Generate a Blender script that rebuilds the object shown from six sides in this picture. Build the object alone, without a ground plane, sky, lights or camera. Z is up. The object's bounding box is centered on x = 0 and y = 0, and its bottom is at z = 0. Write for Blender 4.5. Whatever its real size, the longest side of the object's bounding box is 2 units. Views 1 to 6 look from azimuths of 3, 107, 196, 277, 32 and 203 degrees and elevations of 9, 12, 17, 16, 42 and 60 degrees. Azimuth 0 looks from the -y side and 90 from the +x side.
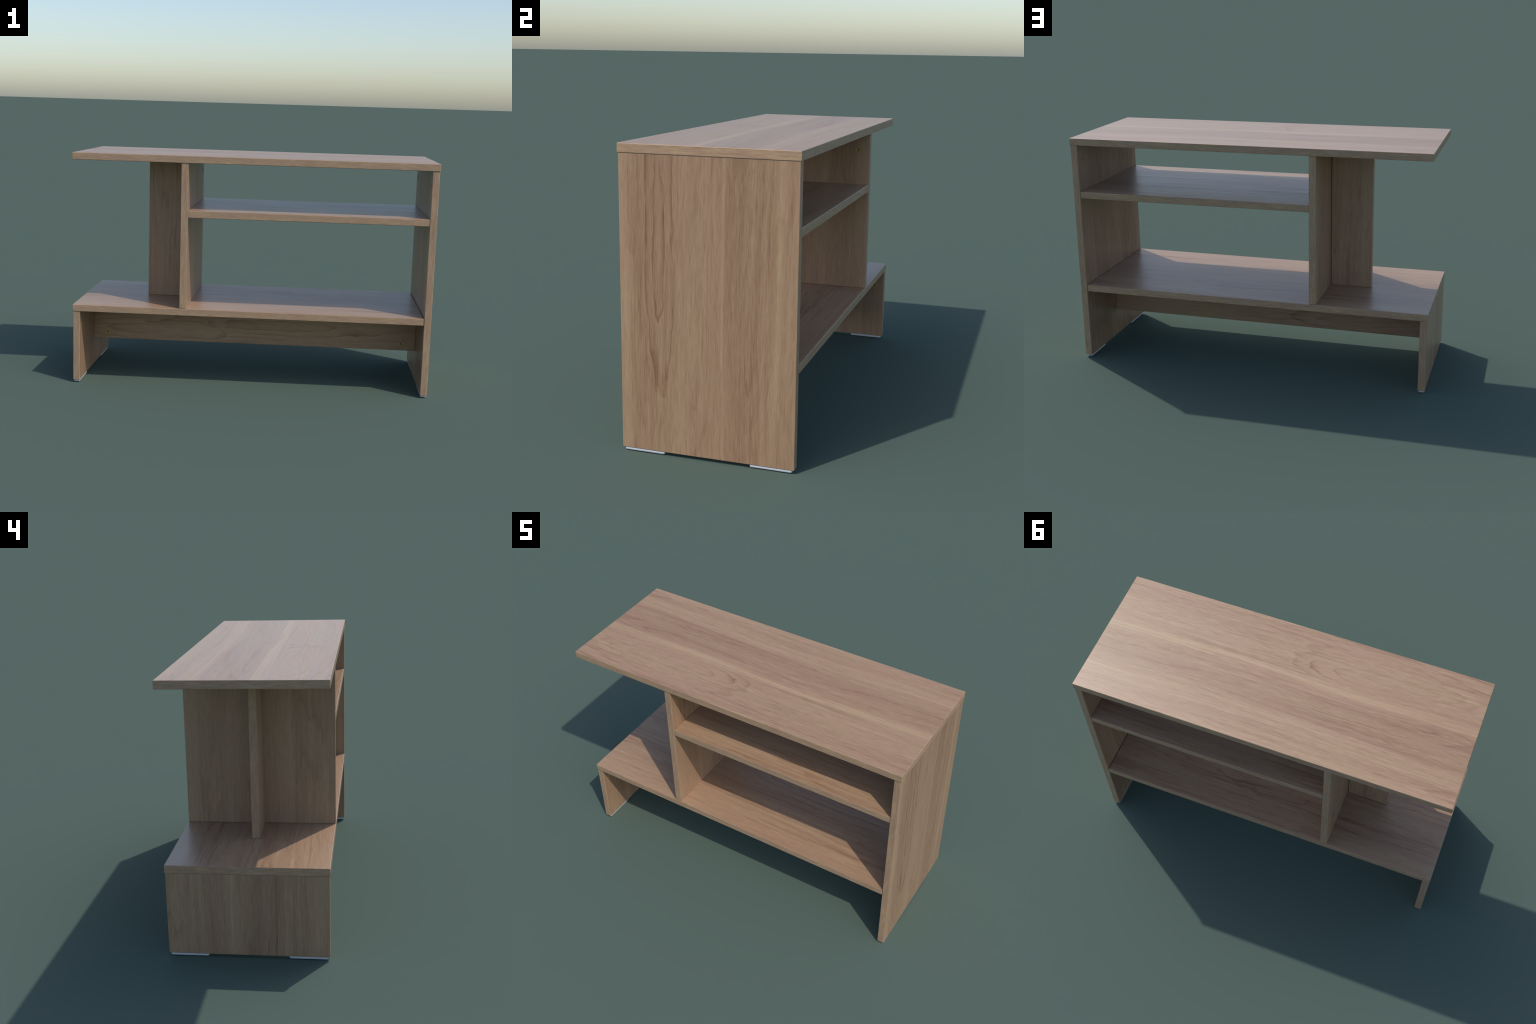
"""Two-tier media console table: laminated oak boards, cam-lock covers, plastic glides."""
import bpy, bmesh, math
from mathutils import Vector, Matrix

# ------------------------------------------------------------------ sizes (metres)
T = 0.0388                 # board thickness
HALF = 1.0                 # half length of the top
TOP_Z = 1.2995             # upper side of the top board
LOW_Z = 0.4494             # upper side of the lower shelf
MID_Z = 0.9990             # upper side of the middle shelf
FOOT = 0.0125              # glide height
D_TOP, D_LOW, D_PANEL, D_LEG, D_MID = 0.3808, 0.3775, 0.3768, 0.3745, 0.3745   # half depths
INSET = 0.0025             # panels stand this far inside the board ends
PANEL_X = HALF - INSET
DIV_X0, DIV_X1 = -0.3980, -0.3592
GAP = 0.0025
EDGE = 0.0032              # rounding of the laminated edges


# ------------------------------------------------------------------ shader helpers
class Graph:
    """Small builder for shader node trees."""

    def __init__(self, name):
        self.mat = bpy.data.materials.new(name)
        self.mat.use_nodes = True
        self.nt = self.mat.node_tree
        self.nt.nodes.clear()

    def node(self, kind, **props):
        n = self.nt.nodes.new(kind)
        for k, v in props.items():
            setattr(n, k, v)
        return n

    def put(self, socket, value):
        if isinstance(value, bpy.types.NodeSocket):
            self.nt.links.new(value, socket)
        elif value is not None:
            socket.default_value = value

    def m(self, op, a, b=None, c=None, clamp=False):
        n = self.node("ShaderNodeMath", operation=op, use_clamp=clamp)
        for s, v in zip(n.inputs, (a, b, c)):
            self.put(s, v)
        return n.outputs[0]

    def add(self, a, b): return self.m("ADD", a, b)
    def sub(self, a, b): return self.m("SUBTRACT", a, b)
    def mul(self, a, b): return self.m("MULTIPLY", a, b)

    def step(self, v, lo, hi):
        n = self.node("ShaderNodeMapRange", interpolation_type="SMOOTHSTEP")
        for s, x in zip(n.inputs, (v, lo, hi, 0.0, 1.0)):
            self.put(s, x)
        return n.outputs[0]

    def mix(self, f, a, b, blend="MIX"):
        n = self.node("ShaderNodeMix", data_type="RGBA", blend_type=blend)
        self.put(n.inputs[0], f)
        self.put(n.inputs[6], a)
        self.put(n.inputs[7], b)
        return n.outputs[2]

    def xyz(self, x, y, z):
        n = self.node("ShaderNodeCombineXYZ")
        for s, v in zip(n.inputs, (x, y, z)):
            self.put(s, v)
        return n.outputs[0]

    def noise(self, vec, detail=2.0, rough=0.5, distortion=0.0):
        n = self.node("ShaderNodeTexNoise", noise_dimensions="3D")
        self.put(n.inputs["Vector"], vec)
        n.inputs["Scale"].default_value = 1.0
        n.inputs["Detail"].default_value = detail
        n.inputs["Roughness"].default_value = rough
        n.inputs["Distortion"].default_value = distortion
        return n.outputs["Fac"]

    def finish(self, color, rough, bump=None, bump_strength=0.1, bump_distance=0.001, **extra):
        b = self.node("ShaderNodeBsdfPrincipled")
        self.put(b.inputs["Base Color"], color)
        self.put(b.inputs["Roughness"], rough)
        for k, v in extra.items():
            self.put(b.inputs[k.replace("_", " ")], v)
        if bump is not None:
            n = self.node("ShaderNodeBump")
            n.inputs["Strength"].default_value = bump_strength
            n.inputs["Distance"].default_value = bump_distance
            self.put(n.inputs["Height"], bump)
            self.put(b.inputs["Normal"], n.outputs[0])
        out = self.node("ShaderNodeOutputMaterial")
        self.put(out.inputs["Surface"], b.outputs[0])
        return self.mat


def srgb(r, g, b):
    f = lambda c: c / 12.92 if c <= 0.04045 else ((c + 0.055) / 1.055) ** 2.4
    return (f(r / 255), f(g / 255), f(b / 255), 1.0)


BROWN = srgb(167.5, 133.5, 107)     # pinkish heartwood
OLIVE = srgb(170, 139, 109)     # yellowish sapwood
STREAK = srgb(198, 170, 130)    # mineral-pale growth lines
UMBER = srgb(122, 85, 60)       # late wood
ROUGH = 0.355


def wood(name, grain, across, seed, loops=(), streaks=(), zones=(), steps=(), lined=1.0, veins=0.0, rings=1.0, contrast=1.0, fine=1.0, edge=False):
    """Printed oak laminate.
    grain, across: board axes (0 x, 1 y, 2 z) along and across the fibres.
    loops:   cathedral figures (along, across, elongation, radius, ring spacing, strength, fade-in along)
    streaks: pale growth lines (across, half width, strength, drift)
    zones:   soft darker (+) or lighter (-) lanes (across, half width, strength)
    steps:   lane borders (across, softness, darkening beyond it)
    lined, veins, rings: strength of hairline growth lines, wider long dark veins, ring contours"""
    g = Graph(name)
    tc = g.node("ShaderNodeTexCoord")
    sep = g.node("ShaderNodeSeparateXYZ")
    g.put(sep.inputs[0], tc.outputs["Object"])
    l, a = sep.outputs[grain], sep.outputs[across]
    t = g.add(g.mul(sep.outputs[3 - grain - across], 24.0), seed * 7.31)

    def field(fl, fa, detail=2.0, rough=0.5, shift=0.0, distortion=0.0, aa=None):
        return g.noise(g.xyz(g.mul(l, fl), g.mul(aa if aa is not None else a, fa), g.add(t, shift)),
                       detail, rough, distortion)

    # fibres meander: slow drift plus a tight ripple
    drift = g.sub(field(0.9, 3.5, 1.0, shift=1.7), 0.5)
    ripple = g.sub(field(9.0, 24.0, 2.0, shift=5.1), 0.5)
    aw = g.add(a, g.add(g.mul(drift, 0.055), g.mul(ripple, 0.008)))

    lanes = field(0.55, 9.0, 3.0, 0.55, 11.0, aa=aw)          # broad lanes
    hue = field(1.1, 11.0, 2.0, 0.5, 23.0, aa=aw)             # pink / olive patches
    strands = field(1.8, 46.0, 3.0, 0.6, 31.0, aa=aw)         # strands of a few mm
    fibre = field(8.5, 165.0, 2.0, 0.65, 43.0, aa=aw)        # bundles of fibres
    hair = field(17.0, 320.0, 1.0, 0.6, 53.0, aa=aw)          # single fibres
    patch = g.step(field(2.2, 7.0, 1.0, shift=61.0), 0.35, 0.7)

    color = g.mix(g.step(hue, 0.28, 0.72), BROWN, OLIVE)
    dark = g.mul(g.sub(0.5, lanes), (0.55 if steps else 0.9) * contrast)
    dark = g.add(dark, g.mul(g.sub(0.5, strands), g.add(0.42 * contrast, g.mul(patch, 0.50 * contrast))))
    dark = g.add(dark, g.mul(g.sub(0.5, fibre), g.add(0.42 * fine, g.mul(patch, 0.40 * fine))))
    dark = g.add(dark, g.mul(g.sub(0.5, hair), 0.85 * fine))
    for (pos, width, amount) in zones:
        e = g.m("POWER", g.m("ABSOLUTE", g.m("DIVIDE", g.sub(aw, pos), width)), 2.0)
        dark = g.add(dark, g.mul(g.m("EXPONENT", g.mul(e, -1.0)), amount))

    for (pos, soft, amount) in steps:
        dark = g.add(dark, g.mul(g.step(aw, pos - soft, pos + soft), amount))

    # cathedral figures: warped nested ellipses with a dark late-wood line on each ring
    for k, (l0, a0, stretch, radius, spacing, amount, fade) in enumerate(loops):
        wl = g.sub(field(4.5, 16.0, 3.0, 0.6, 71.0 + 9 * k), 0.5)
        wa = g.sub(field(2.6, 10.0, 3.0, 0.6, 83.0 + 9 * k), 0.5)
        dl = g.m("DIVIDE", g.add(g.sub(l, l0), g.mul(wl, spacing * stretch * 1.7)), stretch)
        da = g.add(g.sub(a, a0), g.mul(wa, spacing * 1.9))
        f = g.m("SQRT", g.add(g.mul(dl, dl), g.mul(da, da)))
        ring = g.m("FRACT", g.m("DIVIDE", f, spacing))
        line = g.m("POWER", ring, 5.0)
        line = g.mul(line, g.sub(1.0, g.step(ring, 0.93, 1.0)))
        soft = g.mul(g.sub(ring, 0.5), 0.25)
        mask = g.sub(1.0, g.step(f, radius * 0.55, radius))
        if fade:
            mask = g.mul(mask, g.step(l, *fade))
        var = g.step(field(3.0, 9.0, 1.0, shift=97.0 + k), 0.25, 0.7)
        dark = g.add(dark, g.mul(g.mul(g.add(line, soft), mask), g.mul(var, amount)))

    # growth-ring contours: thin lines that wander and close on themselves
    flow = g.mul(field(0.50, 5.5, 2.0, 0.40, 181.0, aa=aw), 13.0)
    ring = g.m("FRACT", flow)
    ring = g.mul(g.m("POWER", ring, 6.0), g.sub(1.0, g.step(ring, 0.94, 1.0)))
    here = g.step(field(1.4, 6.0, 1.0, shift=191.0), 0.38, 0.62)
    dark = g.add(dark, g.mul(g.mul(ring, here), 0.36 * rings))

    # long hairline growth lines, gathered in some lanes
    lines = g.step(field(1.3, 95.0, 2.0, 0.6, 151.0, aa=aw), 0.52, 0.74)
    where = g.step(field(0.7, 14.0, 1.0, shift=163.0, aa=aw), 0.35, 0.65)
    dark = g.add(dark, g.mul(g.mul(lines, where), 0.45 * lined))
    if veins:
        vein = g.step(field(1.1, 36.0, 3.0, 0.62, 171.0, aa=aw), 0.55, 0.70)
        dark = g.add(dark, g.mul(vein, veins))

    # pores: short dark dashes and rare specks
    pores = g.step(field(26.0, 330.0, 1.0, 0.5, 101.0, aa=aw), 0.66, 0.76)
    dark = g.add(dark, g.mul(pores, 0.22 * fine))

    dark = g.m("MINIMUM", g.m("MAXIMUM", dark, -0.45), 0.85)
    shade = g.m("MAXIMUM", dark, 0.0)
    lift = g.m("MAXIMUM", g.mul(dark, -1.0), 0.0)
    color = g.mix(shade, color, UMBER)
    color = g.mix(g.mul(lift, 0.95), color, srgb(200, 169, 137))
    for k, (pos, width, amount, sway) in enumerate(streaks):
        w = g.mul(g.sub(field(1.4, 0.0, 2.0, 0.5, 120.0 + 5 * k), 0.5), sway)
        e = g.m("POWER", g.m("ABSOLUTE", g.m("DIVIDE", g.sub(g.add(aw, w), pos), width)), 2.0)
        f = g.mul(g.m("EXPONENT", g.mul(e, -1.0)), g.step(field(1.7, 5.0, 1.0, shift=140.0 + k), 0.25, 0.6))
        color = g.mix(g.mul(f, amount), color, STREAK)
    height = g.sub(g.mul(g.add(g.add(fibre, hair), strands), 0.5), g.mul(g.add(pores, g.mul(lines, where)), 0.6))
    rough = g.add(ROUGH - 0.17, g.add(g.mul(hair, 0.12), g.mul(strands, 0.22)))
    return g.finish(color, rough, height, 0.22, 0.0008)


def edge_wood(name, grain, across, seed):
    """Edge banding: paler, quieter, slightly yellow."""
    g = Graph(name)
    tc = g.node("ShaderNodeTexCoord")
    sep = g.node("ShaderNodeSeparateXYZ")
    g.put(sep.inputs[0], tc.outputs["Object"])
    l, a = sep.outputs[grain], sep.outputs[across]
    t = g.add(g.mul(sep.outputs[3 - grain - across], 3.0), seed * 3.17)
    f = lambda fl, fa, s, d=2.0: g.noise(g.xyz(g.mul(l, fl), g.mul(a, fa), g.add(t, s)), d, 0.55)
    patch, flake, fibre = f(6.0, 30.0, 1.0), f(18.0, 150.0, 9.0, 3.0), f(45.0, 420.0, 17.0)
    color = g.mix(g.step(patch, 0.33, 0.67), srgb(170, 138, 112), srgb(178, 147, 115))
    dark = g.add(g.mul(g.sub(flake, 0.46), 1.15), g.mul(g.sub(fibre, 0.5), 0.5))
    color = g.mix(g.m("MAXIMUM", dark, 0.0), color, UMBER)
    color = g.mix(g.m("MAXIMUM", g.mul(dark, -1.0), 0.0), color, srgb(212, 184, 148))
    return g.finish(color, ROUGH + 0.06, fibre, 0.08, 0.0005)


# ------------------------------------------------------------------ materials of small parts
def plastic_material():
    g = Graph("grey_white_plastic")
    tc = g.node("ShaderNodeTexCoord")
    n = g.noise(tc.outputs["Object"], 2.0)
    n.node.inputs["Scale"].default_value = 90.0
    color = g.mix(n, srgb(196, 199, 205), srgb(208, 210, 214))
    return g.finish(color, 0.5, n, 0.05, 0.0004)


def cover_material():
    g = Graph("olive_tan_plastic")
    tc = g.node("ShaderNodeTexCoord")
    n = g.noise(tc.outputs["Object"], 2.0)
    n.node.inputs["Scale"].default_value = 160.0
    return g.finish(g.mix(n, srgb(162, 141, 86), srgb(178, 155, 96)), 0.5, n, 0.05, 0.0003)


def recess_material():
    g = Graph("dark_slot")
    tc = g.node("ShaderNodeTexCoord")
    n = g.noise(tc.outputs["Object"], 1.0)
    n.node.inputs["Scale"].default_value = 200.0
    return g.finish(g.mix(n, srgb(52, 44, 26), srgb(66, 56, 34)), 0.7)  # colour darkened to paint in the shadow of a deep slot; recess is shallow


# ------------------------------------------------------------------ mesh helpers
def link(name, mesh, parent, location):
    ob = bpy.data.objects.new(name, mesh)
    bpy.context.scene.collection.objects.link(ob)
    ob.parent = parent
    ob.location = location
    return ob


def board(name, lo, hi, thin, face_mat, band_mats, parent):
    """Laminated board from corner lo to corner hi; thin = axis of its thickness.
    band_mats: edge material for each axis the edge faces point along."""
    lo, hi = Vector(lo), Vector(hi)
    mid, size = (lo + hi) / 2, hi - lo
    bm = bmesh.new()
    bmesh.ops.create_cube(bm, size=1.0, matrix=Matrix.Diagonal((*size, 1.0)))
    mats = [face_mat]
    for f in bm.faces:
        axis = max(range(3), key=lambda i: abs(f.normal[i]))
        if axis == thin:
            f.material_index = 0
        else:
            if band_mats[axis] not in mats:
                mats.append(band_mats[axis])
            f.material_index = mats.index(band_mats[axis])
    bmesh.ops.bevel(bm, geom=list(bm.edges), offset=EDGE, segments=3, profile=0.5, affect="EDGES",
                    clamp_overlap=True, material=-1)
    mesh = bpy.data.meshes.new(name)
    bm.to_mesh(mesh)
    bm.free()
    for m in mats:
        mesh.materials.append(m)
    return smooth(link(name, mesh, parent, mid))


def smooth(ob):
    """Smooth shading with normals weighted to the large flat faces, applied."""
    mesh = ob.data
    for p in mesh.polygons:
        p.use_smooth = True
    acc = [Vector() for _ in mesh.vertices]
    for p in mesh.polygons:
        for v in p.vertices:
            acc[v] += p.normal * p.area ** 2 * 1e6
    mesh.normals_split_custom_set_from_vertices([tuple(v.normalized()) for v in acc])
    return ob


def glide_mesh(mat):
    """Flat plastic strip with rounded ends and a rounded underside."""
    length, width, h = 0.180, 0.0335, FOOT + 0.001
    bm = bmesh.new()
    rows = []
    for z, inset in ((h, 0.0), (0.0052, 0.0), (0.0026, 0.0008), (0.0008, 0.0024), (0.0, 0.0048)):
        ring = []
        hx, hy, r = width / 2 - inset, length / 2 - inset, 0.0065
        for cx, cy, start in ((1, 1, 0), (-1, 1, 90), (-1, -1, 180), (1, -1, 270)):
            for k in range(7):
                ang = math.radians(start + 15 * k)
                ring.append(bm.verts.new((cx * (hx - r) + r * math.cos(ang), cy * (hy - r) + r * math.sin(ang), z)))
        rows.append(ring)
    n = len(rows[0])
    for up, dn in zip(rows, rows[1:]):
        for i in range(n):
            bm.faces.new((up[i], dn[i], dn[(i + 1) % n], up[(i + 1) % n]))
    bm.faces.new(rows[0])
    bm.faces.new(rows[-1][::-1])
    bmesh.ops.recalc_face_normals(bm, faces=bm.faces)
    mesh = bpy.data.meshes.new("glide")
    bm.to_mesh(mesh)
    bm.free()
    mesh.materials.append(mat)
    for p in mesh.polygons:
        p.use_smooth = len(p.vertices) == 4
    return mesh


def cover_mesh(disc_mat, slot_mat, radius=0.0163, proud=0.0016):
    """Round cam-lock cover lying in the xy plane (z up) with a sunk straight slot along x."""
    bm = bmesh.new()
    n = 48
    half, w = 0.0070, 0.0022

    def circle(r, z):
        return [bm.verts.new((r * math.cos(2 * math.pi * i / n), r * math.sin(2 * math.pi * i / n), z)) for i in range(n)]

    def slot(z, grow=0.0):
        out = []
        for i in range(n):
            c, s = math.cos(2 * math.pi * i / n), math.sin(2 * math.pi * i / n)
            side = half if c > 1e-6 else (-half if c < -1e-6 else 0.0)
            out.append(bm.verts.new((side + (w + grow) * c, (w + grow) * s, z)))
        return out

    rows = [circle(radius, -0.001), circle(radius, proud - 0.0007), circle(radius - 0.0007, proud),
            slot(proud, 0.0004), slot(proud - 0.0004), slot(0.0002)]
    faces = []
    for a, b in zip(rows, rows[1:]):
        for i in range(n):
            faces.append(bm.faces.new((a[i], a[(i + 1) % n], b[(i + 1) % n], b[i])))
    floor = bm.faces.new(rows[-1])
    bmesh.ops.recalc_face_normals(bm, faces=bm.faces)
    if floor.normal.z < 0:
        bmesh.ops.reverse_faces(bm, faces=bm.faces)
    for f in faces[-n:]:
        f.material_index = 1
    floor.material_index = 1
    mesh = bpy.data.meshes.new("cam_cover")
    bm.to_mesh(mesh)
    bm.free()
    mesh.materials.append(disc_mat)
    mesh.materials.append(slot_mat)
    return mesh


# ------------------------------------------------------------------ build
for ob in list(bpy.data.objects):
    bpy.data.objects.remove(ob)

table = bpy.data.objects.new("media_console", None)
bpy.context.scene.collection.objects.link(table)
table["label"] = "low asymmetric oak media console with open shelves"
table["category"] = "tv stand"

X, Y, Z = 0, 1, 2
band_x = edge_wood("edge_band_lengthwise", X, Z, 1.0)      # front edges of horizontal boards
band_y = edge_wood("edge_band_crosswise", Y, Z, 2.0)       # ends of horizontal boards
band_z = edge_wood("edge_band_upright", Z, X, 3.0)         # front edges of upright panels
band_cut = edge_wood("edge_band_panel_end", Y, X, 4.0)     # top and bottom ends of upright panels
band_fin = edge_wood("edge_band_fin", Z, Y, 5.0)

flat = {X: band_y, Y: band_x}
upright = {Y: band_z, Z: band_cut}

top_wood = wood(
    "oak_top", X, Y, 1.0,
    loops=[(-0.40, -0.165, 5.2, 0.105, 0.0205, 0.95, (-0.45, -0.05)), (-0.62, -0.21, 4.0, 0.14, 0.033, 0.30, (-0.2, -0.6)), (0.55, -0.33, 9.0, 0.06, 0.02, 0.22, None)],
    streaks=[(-0.068, 0.013, 0.38, 0.05), (-0.045, 0.005, 0.40, 0.02), (-0.088, 0.004, 0.3, 0.03), (0.205, 0.006, 0.25, 0.05), (0.26, 0.004, 0.25, 0.02)],
    zones=[(0.10, 0.06, 0.10), (-0.30, 0.03, 0.06)], lined=0.8, veins=0.14, rings=1.2,
    steps=[(-0.03, 0.05, 0.12), (0.20, 0.04, -0.11), (0.275, 0.02, 0.05), (0.33, 0.02, -0.06)])
board("tabletop", (-HALF, -D_TOP, TOP_Z - T - 0.0006), (HALF, D_TOP, TOP_Z), Z, top_wood, flat, table)

low_wood = wood(
    "oak_lower_shelf", X, Y, 2.0,
    loops=[(-0.62, 0.17, 11.0, 0.15, 0.040, 0.5, (-1.15, -0.6)), (0.45, 0.12, 9.0, 0.13, 0.032, 0.5, None)],
    streaks=[(-0.20, 0.006, 0.3, 0.03)], zones=[(-0.05, 0.05, 0.12), (-0.31, 0.08, -0.06)], lined=1.1, veins=0.38)
board("lower_shelf", (-HALF, -D_LOW, LOW_Z - T), (PANEL_X - T - GAP, D_LOW, LOW_Z), Z, low_wood, flat, table)

mid_wood = wood("oak_middle_shelf", X, Y, 3.0,
                loops=[(0.30, 0.18, 8.0, 0.12, 0.028, 0.4, None)], streaks=[(-0.10, 0.006, 0.25, 0.03)], lined=1.1, veins=0.40)
board("middle_shelf", (DIV_X1, -D_MID, MID_Z - T), (PANEL_X - T, D_MID, MID_Z), Z, mid_wood, flat, table)

side_wood = wood(
    "oak_side_panel", Z, Y, 4.0,
    loops=[(0.27, -0.205, 10.5, 0.105, 0.031, 0.85, (-0.65, -0.1)), (-0.13, 0.178, 9.0, 0.05, 0.02, 0.4, None)],
    streaks=[(0.074, 0.006, 0.30, 0.02), (-0.35, 0.018, 0.15, 0.0), (0.30, 0.01, 0.2, 0.02)],
    lined=0.3, rings=0.8,
    steps=[(-0.326, 0.005, 0.20), (-0.12, 0.035, -0.15), (0.075, 0.025, 0.20), (0.233, 0.015, -0.17)])
board("side_panel", (PANEL_X - T, -D_PANEL, FOOT), (PANEL_X, D_PANEL, TOP_Z - T), X, side_wood, upright, table)

divider_wood = wood(
    "oak_divider", Z, Y, 5.0,
    loops=[(0.34, -0.285, 10.0, 0.058, 0.027, 0.8, None)],
    streaks=[(-0.15, 0.008, 0.25, 0.0)], zones=[(0.0, 0.05, 0.06)], lined=0.6,
    steps=[(-0.165, 0.006, -0.18), (-0.02, 0.03, 0.20), (0.10, 0.01, -0.14), (0.16, 0.03, 0.18), (0.31, 0.01, -0.2)])
board("divider_panel", (DIV_X0, -D_PANEL, LOW_Z), (DIV_X1, D_PANEL, TOP_Z - T), X, divider_wood, upright, table)

fin_wood = wood("oak_fin", Z, X, 6.0, lined=0.7, veins=0.25)
board("support_panel", (-0.6325, -T / 2, LOW_Z), (DIV_X0 - GAP, T / 2, TOP_Z - T), Y, fin_wood,
      {X: band_fin, Z: band_x}, table)

leg_wood = wood("oak_leg_panel", Z, Y, 7.0, streaks=[(0.075, 0.008, 0.4, 0.0), (-0.17, 0.01, 0.3, 0.0)],
                lined=0.6,
    steps=[(-0.27, 0.01, 0.12), (-0.17, 0.006, -0.22), (-0.155, 0.02, 0.30), (0.0, 0.02, -0.18), (0.06, 0.005, -0.14), (0.105, 0.008, 0.24), (0.22, 0.03, -0.16)])
board("leg_panel", (-PANEL_X, -D_LEG, FOOT), (-PANEL_X + T, D_LEG, LOW_Z - T), X, leg_wood, upright, table)

rail_wood = wood(
    "oak_rail", X, Z, 8.0,
    loops=[(0.17, 0.0, 13.0, 0.12, 0.030, 0.7, None), (-0.62, -0.05, 8.0, 0.12, 0.032, 0.7, None)], contrast=0.8)
board("apron_rail", (-PANEL_X + T, -T / 2, LOW_Z - T - 0.2375), (PANEL_X - T, T / 2, LOW_Z - T), Y, rail_wood,
      {X: band_fin, Z: band_x}, table)

# plastic glides under the two end panels
glide = glide_mesh(plastic_material())
for x in (-PANEL_X + T / 2, PANEL_X - T / 2):
    for y in (-0.2765, 0.2765):
        link("glide", glide, table, (x, y, 0.0))

# cam-lock covers: place, facing, turn of the slot
cover = cover_mesh(cover_material(), recess_material())
FACES = {"-y": Matrix.Rotation(math.radians(90), 4, "X"),
         "+x": Matrix.Rotation(math.radians(90), 4, "Z") @ Matrix.Rotation(math.radians(90), 4, "X"),
         "-x": Matrix.Rotation(math.radians(-90), 4, "Z") @ Matrix.Rotation(math.radians(90), 4, "X")}
CAMS = [((-0.8745, -T / 2, 0.2127), "-y", -47), ((0.8745, -T / 2, 0.2127), "-y", -65),
        ((DIV_X1, -0.318, 1.176), "+x", 95), ((DIV_X1, 0.318, 1.176), "+x", 78),
        ((PANEL_X - T, -0.320, 1.176), "-x", 80), ((PANEL_X - T, 0.320, 1.176), "-x", 8),
        ((-PANEL_X + T, -0.321, 0.324), "+x", 70), ((-PANEL_X + T, 0.321, 0.324), "+x", -52)]
for place, facing, turn in CAMS:
    ob = link("cam_cover", cover, table, place)
    ob.matrix_local = Matrix.Translation(place) @ FACES[facing] @ Matrix.Rotation(math.radians(turn), 4, "Z")
